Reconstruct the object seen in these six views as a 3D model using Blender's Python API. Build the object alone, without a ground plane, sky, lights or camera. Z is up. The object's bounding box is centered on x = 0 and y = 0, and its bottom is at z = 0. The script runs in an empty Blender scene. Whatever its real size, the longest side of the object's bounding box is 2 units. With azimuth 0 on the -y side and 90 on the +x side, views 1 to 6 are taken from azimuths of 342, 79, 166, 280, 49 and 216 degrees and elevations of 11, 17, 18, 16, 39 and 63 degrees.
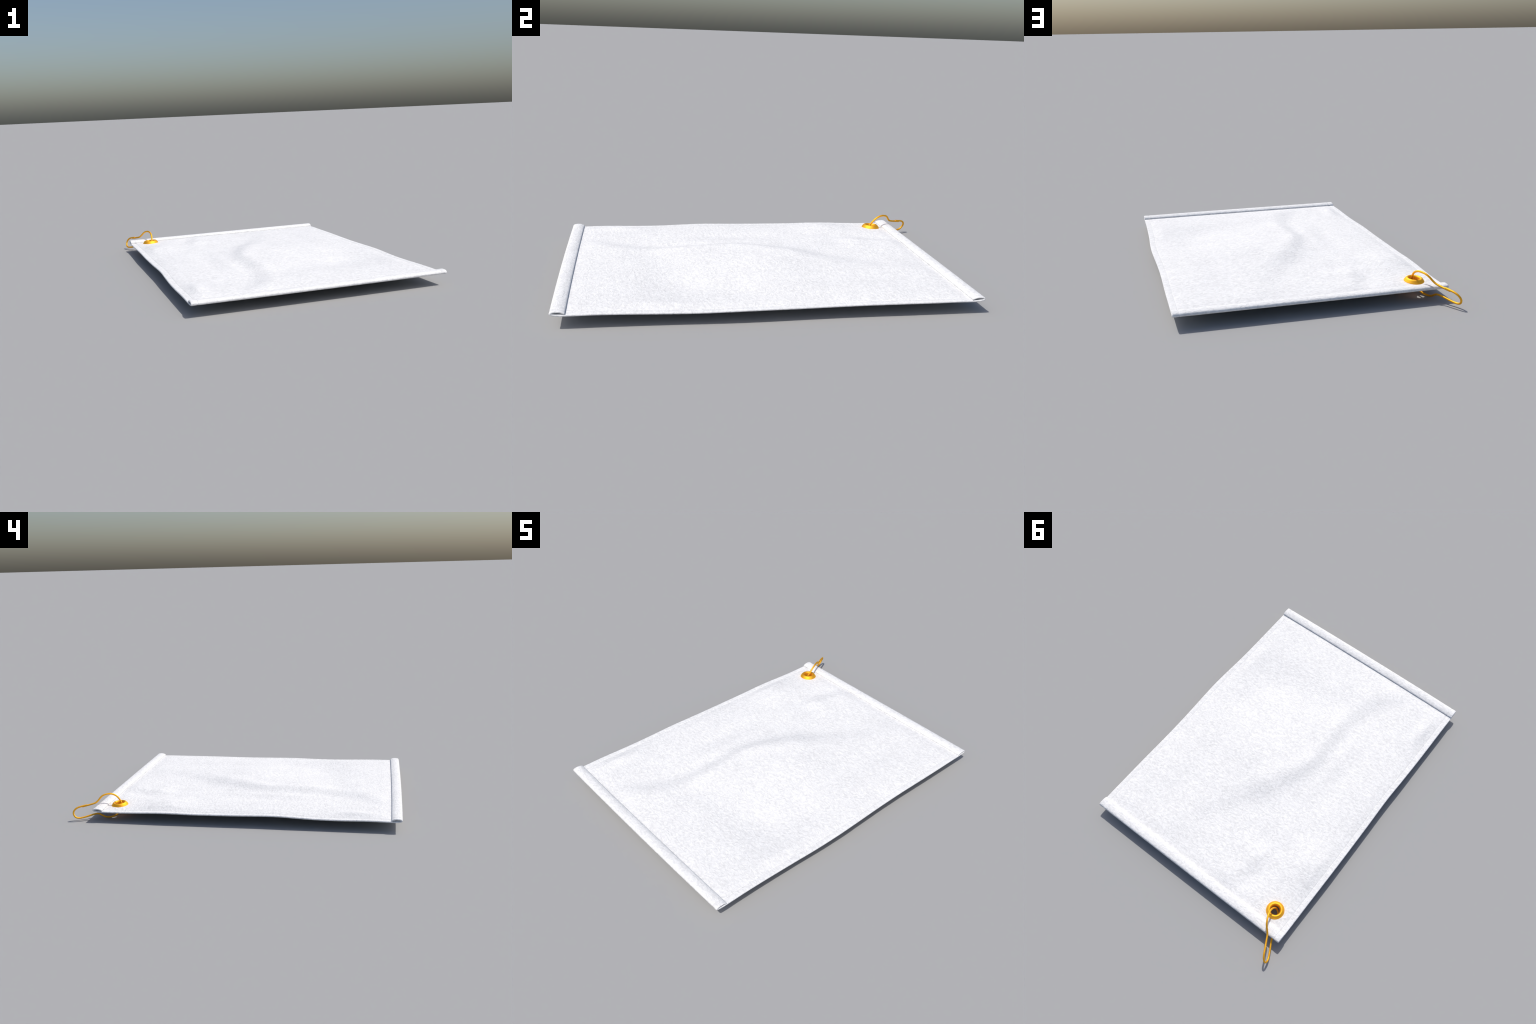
"""White felt golf towel with rolled end hems, stitched side hems,
a brass grommet in one corner and a bent-wire clip hanging through it."""
import bpy, bmesh, math
import numpy as np
from mathutils import Vector, noise

# ------------------------------------------------------------------ helpers
def spline(keys):
    """Smooth (monotone-ish, Catmull-Rom) interpolation through (x, value) keys."""
    k = np.array(keys, float)
    x, v = k[:, 0], k[:, 1]
    m = np.gradient(v, x)
    def f(q):
        q = np.clip(np.asarray(q, float), x[0], x[-1])
        i = np.clip(np.searchsorted(x, q) - 1, 0, len(x) - 2)
        h = x[i + 1] - x[i]
        t = (q - x[i]) / h
        return ((2*t**3 - 3*t**2 + 1)*v[i] + (t**3 - 2*t**2 + t)*h*m[i]
                + (-2*t**3 + 3*t**2)*v[i + 1] + (t**3 - t**2)*h*m[i + 1])
    return f

def smooth(a, b, x):
    t = np.clip((x - a)/(b - a), 0, 1)
    return t*t*(3 - 2*t)

# ------------------------------------------------------------------ cloth shape
BASE = 0.0607           # height of the middle of the sheet
HALF = 0.0046           # half thickness of the felt
SEAM = 0.032            # side stitch line, distance from the edge

# half widths of the two long edges (they bow in and out a little)
west = spline([(-1.0, .673), (-.9, .673), (-.75, .673), (-.6, .673), (-.4, .671), (-.2, .667),
               (0, .670), (.2, .672), (.4, .673), (.6, .672), (.87, .672)])
east = spline([(-1.0, .671), (-.9, .670), (-.7, .670), (-.5, .673), (-.3, .680), (-.2, .681), (-.05, .677),
               (.1, .672), (.25, .670), (.5, .672), (.87, .672)])
# waviness of the two long edges in height
west_z = spline([(-1.0, 0), (-.93, .0005), (-.8, .001), (-.6, 0), (-.5, .001), (-.4, .0038), (-.3, .0078),
                 (-.2, .0085), (-.1, .0075), (.1, .005), (.25, .003), (.4, .0055), (.5, .0045),
                 (.6, .0005), (.7, -.0025), (.8, -.001), (.87, 0)])
east_z = spline([(-1.0, 0), (-.93, 0), (-.7, -.002), (-.5, -.0045), (-.4, -.005), (-.2, -.0025), (0, -.0012),
                 (.3, -.001), (.6, .0005), (.87, 0)])
# the big fold: a crest that snakes across the towel, steep on its west side
crest_x = spline([(-1.0, -.28), (-.9, -.25), (-.75, -.18), (-.55, -.13), (-.35, -.14), (-.15, -.15), (0, -.11),
                  (.15, -.04), (.3, .05), (.5, .12), (.7, .20), (.87, .26)])
crest_h = spline([(-1.0, 0), (-.93, 0), (-.8, .009), (-.6, .017), (-.4, .022), (-.15, .028), (.1, .026), (.3, .020),
                  (.5, .013), (.68, .006), (.8, .001), (.87, 0)])
drop_w = spline([(-1.0, .20), (-.75, .17), (-.5, .13), (-.2, .11), (0, .15), (.25, .24), (.6, .24), (.87, .2)])
# the small fold near the grommet
fold_x = spline([(.2, -.33), (.4, -.31), (.6, -.26), (.75, -.23), (.87, -.22)])
fold_h = spline([(-1, 0), (.15, 0), (.35, .004), (.55, .010), (.7, .011), (.79, .005), (.83, 0), (.87, 0)])

# mounds (+) and hollows (-) of the slack cloth: x, y, radius across, radius along, turn in degrees, height
MOUNDS = [(.18, .00, .20, .17, 0, .011), (.48, .28, .08, .25, 0, .006), (-.26, -.15, .07, .20, 0, .010),
          (-.53, .43, .12, .15, 0, .018), (-.59, -.74, .035, .11, 0, .009), (.58, -.57, .06, .15, 0, .008),
          (.35, -.48, .15, .15, 0, -.016), (.05, -.50, .20, .12, 0, -.008), (-.25, .65, .10, .10, 0, -.012),
          (.11, .42, .12, .10, 0, -.012), (-.52, .00, .12, .35, 0, .004),
          (-.12, -.62, .13, .12, 0, -.011), (.46, -.24, .10, .14, 0, -.009), (-.28, .46, .10, .09, 0, -.0095),
          (.02, .28, .11, .09, 0, -.008), (.15, .56, .10, .08, 0, -.008), (-.33, -.38, .07, .16, 0, .004), (-.36, .62, .08, .10, 0, -.003)]
PILLOW = .004           # the cloth stands up a little inside the seams

def mounds(x, y):
    h = 0
    for mx, my, rx, ry, turn, a in MOUNDS:
        c, s = math.cos(math.radians(turn)), math.sin(math.radians(turn))
        p, q = (x - mx)*c + (y - my)*s, (y - my)*c - (x - mx)*s
        h = h + a*np.exp(-(p/rx)**2 - (q/ry)**2)
    return h

# scarps: lines where the cloth drops steeply to the west (path, half width, strength along y)
SCARPS = [(spline([(-1, -.36), (-.9, -.33), (-.8, -.28), (-.67, -.21), (-.54, -.18), (-.35, -.175), (-.14, -.185), (0, -.14),
                   (.08, -.10), (.2, -.04), (.3, .015), (.5, .115), (.65, .17), (.78, .21), (.87, .24)]),
           spline([(-1, .09), (-.75, .078), (-.5, .066), (-.15, .06), (.1, .078), (.4, .095), (.87, .11)]),
           spline([(-1, 0), (-.93, 0), (-.8, .008), (-.6, .0100), (-.15, .012), (.15, .0122), (.45, .0112), (.65, .009), (.82, 0), (.87, 0)])),
          (spline([(.2, -.40), (.3, -.36), (.41, -.335), (.5, -.315), (.62, -.295), (.7, -.27), (.8, -.245), (.87, -.22)]),
           spline([(.2, .07), (.87, .07)]),
           spline([(-1, 0), (.25, 0), (.45, .006), (.6, .011), (.73, .011), (.83, 0), (.87, 0)]))]

def scarps(x, y):
    h = 0
    for path, width, strength in SCARPS:
        bend = (path(y + .01) - path(y - .01))/.02
        s = (x - path(y))/np.sqrt(1 + bend*bend)/width(y)
        h = h + strength(y)*s*np.exp(-s*s)
    return h

def relief(x, y):
    """Lift of the sheet above BASE at (x, y)."""
    cx, ch, w = crest_x(y), crest_h(y), drop_w(y)
    s = x - cx
    e = np.clip(s/(0.655 - cx), 0, 1)
    sunny = 1 - e**1.3*(2.3 - 1.3*e)                      # gentle slope to the east edge
    shelf = .30
    lee = shelf + (1 - shelf)*(1 - smooth(0, 1, -s/w))    # steep drop, then a shelf
    west_fade = smooth(-.66, -.36, x)
    h = ch*np.where(s > 0, np.clip(sunny, 0, 1), lee*west_fade**.7)
    # rounded crest
    h -= ch*.06*np.exp(-(s/.05)**2)
    # small fold
    q = x - fold_x(y)
    h += fold_h(y)*np.where(q > 0, np.exp(-(q/.15)**2), np.exp(-(q/.11)**2))
    # puff beside the west seam near the far end, and a lift round the grommet
    h += .0045*np.exp(-((x + .565)/.035)**2 - ((y + .72)/.10)**2)
    h += .004*np.exp(-((x + .50)/.12)**2 - ((y - .66)/.14)**2)
    # edge waviness dies away inwards
    h += west_z(y)*(1 - smooth(0, .30, x + .672)) + east_z(y)*(1 - smooth(0, .30, .672 - x))
    inside = smooth(0, .075, np.minimum(x + .66, .66 - x))*smooth(-.935, -.87, y)*(1 - smooth(.74, .81, y))
    h += inside*(PILLOW + mounds(x, y)) + scarps(x, y)
    # slow irregular waves, none at the rolled hems
    calm = smooth(-.93, -.8, y)*(1 - smooth(.68, .81, y))
    h += calm*.0016*np.sin(9*x + 4*y + 1.3)*np.cos(7*y - 5*x)
    return h

# section of the sheet along its length: flap end, curl, flat, curl, flap end
curl = [(-.9335, .0086), (-.9440, .0124), (-.9530, .0152), (-.9640, .0163), (-.9750, .0159), (-.9835, .0143),
        (-.9890, .0117), (-.9907, .0088), (-.9885, .0058), (-.9820, .0034), (-.9720, .0016), (-.9580, .0005), (-.9350, 0)]

def curve_points(ctrl, n):
    """Centripetal-free Catmull-Rom resampling of a planar polyline by chord length."""
    p = np.array(ctrl)
    d = np.r_[0, np.cumsum(np.hypot(*np.diff(p, axis=0).T))]
    fy, fz = spline(np.c_[d, p[:, 0]]), spline(np.c_[d, p[:, 1]])
    t = np.linspace(0, d[-1], n)
    return np.c_[fy(t), fz(t)]

NC = 34
c0 = curve_points(curl, NC)
c1 = c0[::-1].copy()
c1[:, 0] = -c1[:, 0] - (.9335 - .8095)
ys = np.linspace(c0[-1, 0], c1[0, 0], 420)[1:-1]
centre = np.vstack([c0, np.c_[ys, np.zeros_like(ys)], c1])
tan = np.gradient(centre, axis=0)
tan /= np.linalg.norm(tan, axis=1)[:, None]
nor = np.c_[-tan[:, 1], tan[:, 0]]                       # points to the sheet's upper face
NV = len(centre)

# columns across the width: fine near the rounded edges and the stitch grooves
edge_cols = HALF*(1 - np.cos(np.linspace(0, math.pi/2, 7)))
gap = [.008, .012, .016, .020, .024, .028, SEAM - .0022, SEAM - .0009, SEAM, SEAM + .0009, SEAM + .0022]
left = np.r_[edge_cols, gap]
W2 = .672
GROW = .0012            # the felt's nap stands out past the measured edge
inner = np.linspace(SEAM + .006, 2*W2 - SEAM - .006, 292)
cols = np.r_[left, inner, 2*W2 - left[::-1]] - W2
NU = len(cols)
edge_d = W2 - np.abs(cols)
round_f = np.sqrt(np.clip(1 - ((HALF - np.minimum(edge_d, HALF))/HALF)**2, 0.0, 1))
round_f = np.maximum(round_f, .04)
groove = .0013*np.exp(-((edge_d - SEAM)/.0011)**2)       # stitch pulled into the felt
pillow = -.0005*np.exp(-((edge_d - SEAM)/.008)**2)       # felt sinks towards the stitches
hem_puff = .0004*np.exp(-((edge_d - .016)/.009)**2)

def fibre(x, y, seed):
    """Small felt lumps, longer across than along."""
    v = Vector((x*42 + 3*noise.noise(Vector((x*9, y*9, seed))), y*62, seed))
    return noise.noise(v) + .6*noise.noise(v*2.3)

def build_sheet():
    P = np.zeros((NU, 2, NV, 3))
    bow = .0045                                           # end hems bow outwards in the middle
    yk = centre[:, 0]
    flat_y = np.clip(yk, -.99, .866)
    fa, fb = west(flat_y), east(flat_y)
    hemw = smooth(-.86, -.95, yk)*-1 + smooth(.74, .82, yk)*.35
    # the free edge of each flap is pressed thin and rounded on its outer side
    k = np.minimum(np.arange(NV), np.arange(NV)[::-1])*np.linalg.norm(centre[1] - centre[0])
    flap_taper = .35 + .65*np.sqrt(np.clip(1 - (1 - np.minimum(k/.012, 1))**2, 0, 1))
    for i, c in enumerate(cols):
        u = c/W2
        xs = np.where(c < 0, u*(fa + GROW), u*(fb + GROW))
        t = HALF*round_f[i]
        ydel = bow*(1 - u*u)*hemw
        zlift = relief(xs, yk)
        for s, sg in ((0, 1), (1, -1)):
            off = t - groove[i] + pillow[i] + (hem_puff[i] if t > HALF*.99 else 0)
            off = max(off, .0002)
            off = off*(flap_taper if s else 1)
            P[i, s, :, 0] = xs
            P[i, s, :, 1] = yk + nor[:, 0]*off*sg + ydel
            P[i, s, :, 2] = BASE + centre[:, 1] + nor[:, 1]*off*sg + zlift
    # felt lumps on the sheet's two faces, fading at the rim
    for i in range(NU):
        k = round_f[i]
        for s, sg in ((0, 1), (1, -1)):
            for j in range(NV):
                n = fibre(P[i, s, j, 0], P[i, s, j, 1] + centre[j, 1]*1.5, 1.7 + 5*s)*.00042*k*sg
                P[i, s, j, 1] += nor[j, 0]*n
                P[i, s, j, 2] += nor[j, 1]*n
    return P

GROM = Vector((-.5485, .7375, 0))
P = build_sheet()

def sheet_mesh(P):
    # ring of 2*NV vertices per column (upper face forward, lower face back); the flap ends are
    # rounded by pulling their last rows together
    ring = np.concatenate([P[:, 0], P[:, 1, ::-1]], axis=1)          # NU x 2NV x 3
    verts = ring.reshape(-1, 3)
    R = 2*NV
    faces, region = [], []
    vy = ring[:, :, 1]
    j_flap = NC - 1
    def reg(i, j):
        k = j if j < NV else R - 2 - j
        if j == NV - 1 or j == R - 1:
            return 'hem_far' if j == NV - 1 else 'hem_near'
        if k < j_flap: return 'hem_near'
        if k >= NV - NC: return 'hem_far'
        if i < iw: return 'side_w'
        if i >= ie: return 'side_e'
        return 'panel'
    iw = len(edge_cols) + gap.index(SEAM)
    ie = NU - 1 - iw
    g = np.array(GROM[:2])
    for i in range(NU - 1):
        for j in range(R):
            j2 = (j + 1) % R
            q = [i*R + j, (i + 1)*R + j, (i + 1)*R + j2, i*R + j2]
            m = verts[q].mean(0)
            if np.hypot(*(m[:2] - g)) < .034 and abs(m[2] - .065) < .03:
                continue                                  # punched hole for the grommet
            faces.append(q)
            region.append(reg(i, j))
    for i in (0, NU - 1):                                 # close the thin side rims
        for j in range(NV - 1):
            q = [i*R + j, i*R + j + 1, i*R + R - 2 - j, i*R + R - 1 - j]
            faces.append(q if i == 0 else q[::-1])
            region.append(reg(0 if i == 0 else NU - 2, j))
    return verts, faces, region

verts, faces, region = sheet_mesh(P)

# ------------------------------------------------------------------ materials
def new_material(name):
    m = bpy.data.materials.new(name)
    m.use_nodes = True
    nt = m.node_tree
    bsdf = nt.nodes['Principled BSDF']
    return m, nt, bsdf

def felt_material():
    m, nt, b = new_material('white_felt')
    N, L = nt.nodes.new, nt.links.new
    tc = N('ShaderNodeTexCoord')
    mp = N('ShaderNodeMapping'); mp.inputs['Scale'].default_value = (1.0, 1.45, 1.0)
    mp.inputs['Rotation'].default_value = (0, 0, math.radians(-12))
    L(tc.outputs['Object'], mp.inputs['Vector'])
    # warp so the fibres curl
    wn = N('ShaderNodeTexNoise'); wn.inputs['Scale'].default_value = 14; wn.inputs['Detail'].default_value = 2
    L(mp.outputs['Vector'], wn.inputs['Vector'])
    sub = N('ShaderNodeVectorMath'); sub.operation = 'SUBTRACT'; sub.inputs[1].default_value = (.5, .5, .5)
    L(wn.outputs['Color'], sub.inputs[0])
    sc = N('ShaderNodeVectorMath'); sc.operation = 'SCALE'; sc.inputs['Scale'].default_value = .05
    L(sub.outputs['Vector'], sc.inputs[0])
    add = N('ShaderNodeVectorMath'); add.operation = 'ADD'
    L(mp.outputs['Vector'], add.inputs[0]); L(sc.outputs['Vector'], add.inputs[1])
    lump = N('ShaderNodeTexNoise'); lump.inputs['Scale'].default_value = 58
    lump.inputs['Detail'].default_value = 5; lump.inputs['Roughness'].default_value = .55
    lump.inputs['Distortion'].default_value = .5
    L(add.outputs['Vector'], lump.inputs['Vector'])
    fib = N('ShaderNodeTexNoise'); fib.inputs['Scale'].default_value = 150
    fib.inputs['Detail'].default_value = 3; fib.inputs['Distortion'].default_value = 1.2
    L(add.outputs['Vector'], fib.inputs['Vector'])
    big = N('ShaderNodeTexNoise'); big.inputs['Scale'].default_value = 9; big.inputs['Detail'].default_value = 3
    L(mp.outputs['Vector'], big.inputs['Vector'])
    # colour mottling
    mixn = N('ShaderNodeMath'); mixn.operation = 'MULTIPLY_ADD'
    mixn.inputs[1].default_value = .15
    L(big.outputs['Fac'], mixn.inputs[0])
    s2 = N('ShaderNodeMath'); s2.operation = 'MULTIPLY'; s2.inputs[1].default_value = .85
    L(lump.outputs['Fac'], s2.inputs[0]); L(s2.outputs[0], mixn.inputs[2])
    cr = N('ShaderNodeValToRGB')
    cr.color_ramp.elements[0].position = .34; cr.color_ramp.elements[0].color = (.70, .70, .702, 1)
    cr.color_ramp.elements[1].position = .60; cr.color_ramp.elements[1].color = (.845, .845, .846, 1)
    L(mixn.outputs[0], cr.inputs['Fac'])
    L(cr.outputs['Color'], b.inputs['Base Color'])
    b.inputs['Roughness'].default_value = .95
    b.inputs['Specular IOR Level'].default_value = .15
    hsum = N('ShaderNodeMath'); hsum.operation = 'MULTIPLY_ADD'; hsum.inputs[1].default_value = .2
    L(fib.outputs['Fac'], hsum.inputs[0]); L(lump.outputs['Fac'], hsum.inputs[2])
    bp = N('ShaderNodeBump'); bp.inputs['Strength'].default_value = .8; bp.inputs['Distance'].default_value = .0041
    L(hsum.outputs[0], bp.inputs['Height'])
    L(bp.outputs['Normal'], b.inputs['Normal'])
    return m

def brass_material():
    m, nt, b = new_material('polished_brass')
    N, L = nt.nodes.new, nt.links.new
    tc = N('ShaderNodeTexCoord')
    n = N('ShaderNodeTexNoise'); n.inputs['Scale'].default_value = 30; n.inputs['Detail'].default_value = 3
    L(tc.outputs['Object'], n.inputs['Vector'])
    cr = N('ShaderNodeValToRGB')
    cr.color_ramp.elements[0].position = .3; cr.color_ramp.elements[0].color = (1.0, .53, .042, 1)
    cr.color_ramp.elements[1].position = .7; cr.color_ramp.elements[1].color = (1.0, .57, .055, 1)
    L(n.outputs['Fac'], cr.inputs['Fac']); L(cr.outputs['Color'], b.inputs['Base Color'])
    b.inputs['Metallic'].default_value = 1.0
    b.inputs['Roughness'].default_value = .66
    return m

FELT, BRASS = felt_material(), brass_material()

# ------------------------------------------------------------------ objects
def link(ob, parent=None):
    bpy.context.scene.collection.objects.link(ob)
    if parent: ob.parent = parent
    return ob

towel = bpy.data.objects.new('golf_towel', None)
towel['label'] = 'white felt golf towel with brass grommet and wire clip'
towel['category'] = 'golf towel'
link(towel)

# whole-sheet vertex normals, shared by the parts cut from it
whole = bpy.data.meshes.new('whole')
whole.from_pydata(verts.tolist(), [], faces)
whole.update()
wn_ = np.zeros(len(verts)*3)
whole.vertices.foreach_get('normal', wn_)
wn_ = wn_.reshape(-1, 3)
bpy.data.meshes.remove(whole)

def cut(name, key):
    sel = [f for f, r in zip(faces, region) if r == key]
    ids = np.unique(np.array(sel))
    remap = {int(v): k for k, v in enumerate(ids)}
    me = bpy.data.meshes.new(name)
    me.from_pydata(verts[ids].tolist(), [], [[remap[v] for v in f] for f in sel])
    me.materials.append(FELT)
    me.polygons.foreach_set('use_smooth', [True]*len(me.polygons))
    me.update()
    me.normals_split_custom_set_from_vertices(wn_[ids].tolist())
    return link(bpy.data.objects.new(name, me), towel)

cut('panel', 'panel')
cut('side_hem', 'side_w'); cut('side_hem', 'side_e')
cut('rolled_hem', 'hem_near'); cut('rolled_hem', 'hem_far')

# ------------------------------------------------------------------ grommet: a lathed eyelet
gz = .0655
profile = [(.0514, .0002), (.0521, .0026), (.0508, .0054), (.0474, .0104), (.0440, .0154), (.0406, .0190), (.0368, .0206), (.0332, .0202),
           (.0300, .0180), (.0277, .0140), (.0264, .0080), (.0256, .0000), (.0254, -.0080),
           (.0266, -.0125), (.0300, -.0150), (.0370, -.0152), (.0440, -.0140), (.0490, -.0118), (.0496, -.0098)]
pp = np.array(profile)
d_ = np.r_[0, np.cumsum(np.hypot(*np.diff(pp, axis=0).T))]
tt = np.linspace(0, d_[-1], 64)
pr, pz = spline(np.c_[d_, pp[:, 0]])(tt), spline(np.c_[d_, pp[:, 1]])(tt)
NS = 96
gv, gf = [], []
for a in range(NS):
    th = 2*math.pi*a/NS
    for r, h in zip(pr, pz):
        gv.append((r*math.cos(th), r*math.sin(th), h))
K = len(pr)
for a in range(NS):
    b_ = (a + 1) % NS
    for k in range(K - 1):
        gf.append((a*K + k, a*K + k + 1, b_*K + k + 1, b_*K + k))
gm = bpy.data.meshes.new('grommet')
gm.from_pydata(gv, [], gf)
bm = bmesh.new(); bm.from_mesh(gm); bmesh.ops.recalc_face_normals(bm, faces=bm.faces); bm.to_mesh(gm); bm.free()
gm.polygons.foreach_set('use_smooth', [True]*len(gm.polygons))
gm.materials.append(BRASS)
grommet = link(bpy.data.objects.new('grommet', gm), towel)
grommet.location = (GROM.x, GROM.y, gz + .0015)
up = Vector((-.045, .045, 1)).normalized()
grommet.rotation_mode = 'QUATERNION'
grommet.rotation_quaternion = Vector((0, 0, 1)).rotation_difference(up)

# ------------------------------------------------------------------ clip: one bent wire in a leaning plane
T = Vector((-.4102, .9120, 0))       # direction the clip points, away from the towel
H = Vector((.9120, .4102, 0))        # sideways; the clip leans this way with height
def clip_point(s, z, side=0):
    return GROM + T*s + Vector((0, 0, z)) + H*((-.0272 + .3737*z)/.9276 + side)

wire = [(.230, .0800, .0010), (.203, .0842, .0008), (.175, .0888, .0005), (.1600, .0918), (.1490, .0947), (.1390, .1000), (.1265, .1105), (.1140, .1230),
        (.0995, .1325), (.0800, .1380), (.0590, .1393), (.0380, .1348), (.0180, .1235), (.0040, .1085), (-.0070, .0890),
        (-.0125, .0700), (-.0110, .0500), (-.0010, .0325), (.0180, .0185), (.0380, .0098), (.0570, .0060), (.0780, .0058), (.0980, .0115),
        (.1150, .0215), (.1280, .0285), (.1400, .0315), (.1540, .0312), (.1740, .0284), (.2050, .0225), (.2350, .0178),
        (.2560, .0174), (.2720, .0225), (.2825, .0345), (.2852, .0510), (.2755, .0670), (.2570, .0775), (.2325, .0828, -.0006), (.2010, .0873, -.001)]
cu = bpy.data.curves.new('clip', 'CURVE')
cu.dimensions = '3D'
sp = cu.splines.new('BEZIER')
sp.bezier_points.add(len(wire) - 1)
for bp_, w_ in zip(sp.bezier_points, wire):
    bp_.co = clip_point(*w_)
    bp_.handle_left_type = bp_.handle_right_type = 'AUTO'
sp.resolution_u = 6
cu.bevel_depth = .0052
cu.bevel_resolution = 6
cu.use_fill_caps = True
tmp = bpy.data.objects.new('clip_tmp', cu)
link(tmp)
bpy.context.view_layer.update()
cm = bpy.data.meshes.new_from_object(tmp.evaluated_get(bpy.context.evaluated_depsgraph_get()))
cm.name = 'wire_clip'
bpy.data.objects.remove(tmp)
for p in cm.polygons: p.use_smooth = len(p.vertices) == 4
cm.materials.clear(); cm.materials.append(BRASS)
link(bpy.data.objects.new('wire_clip', cm), towel)
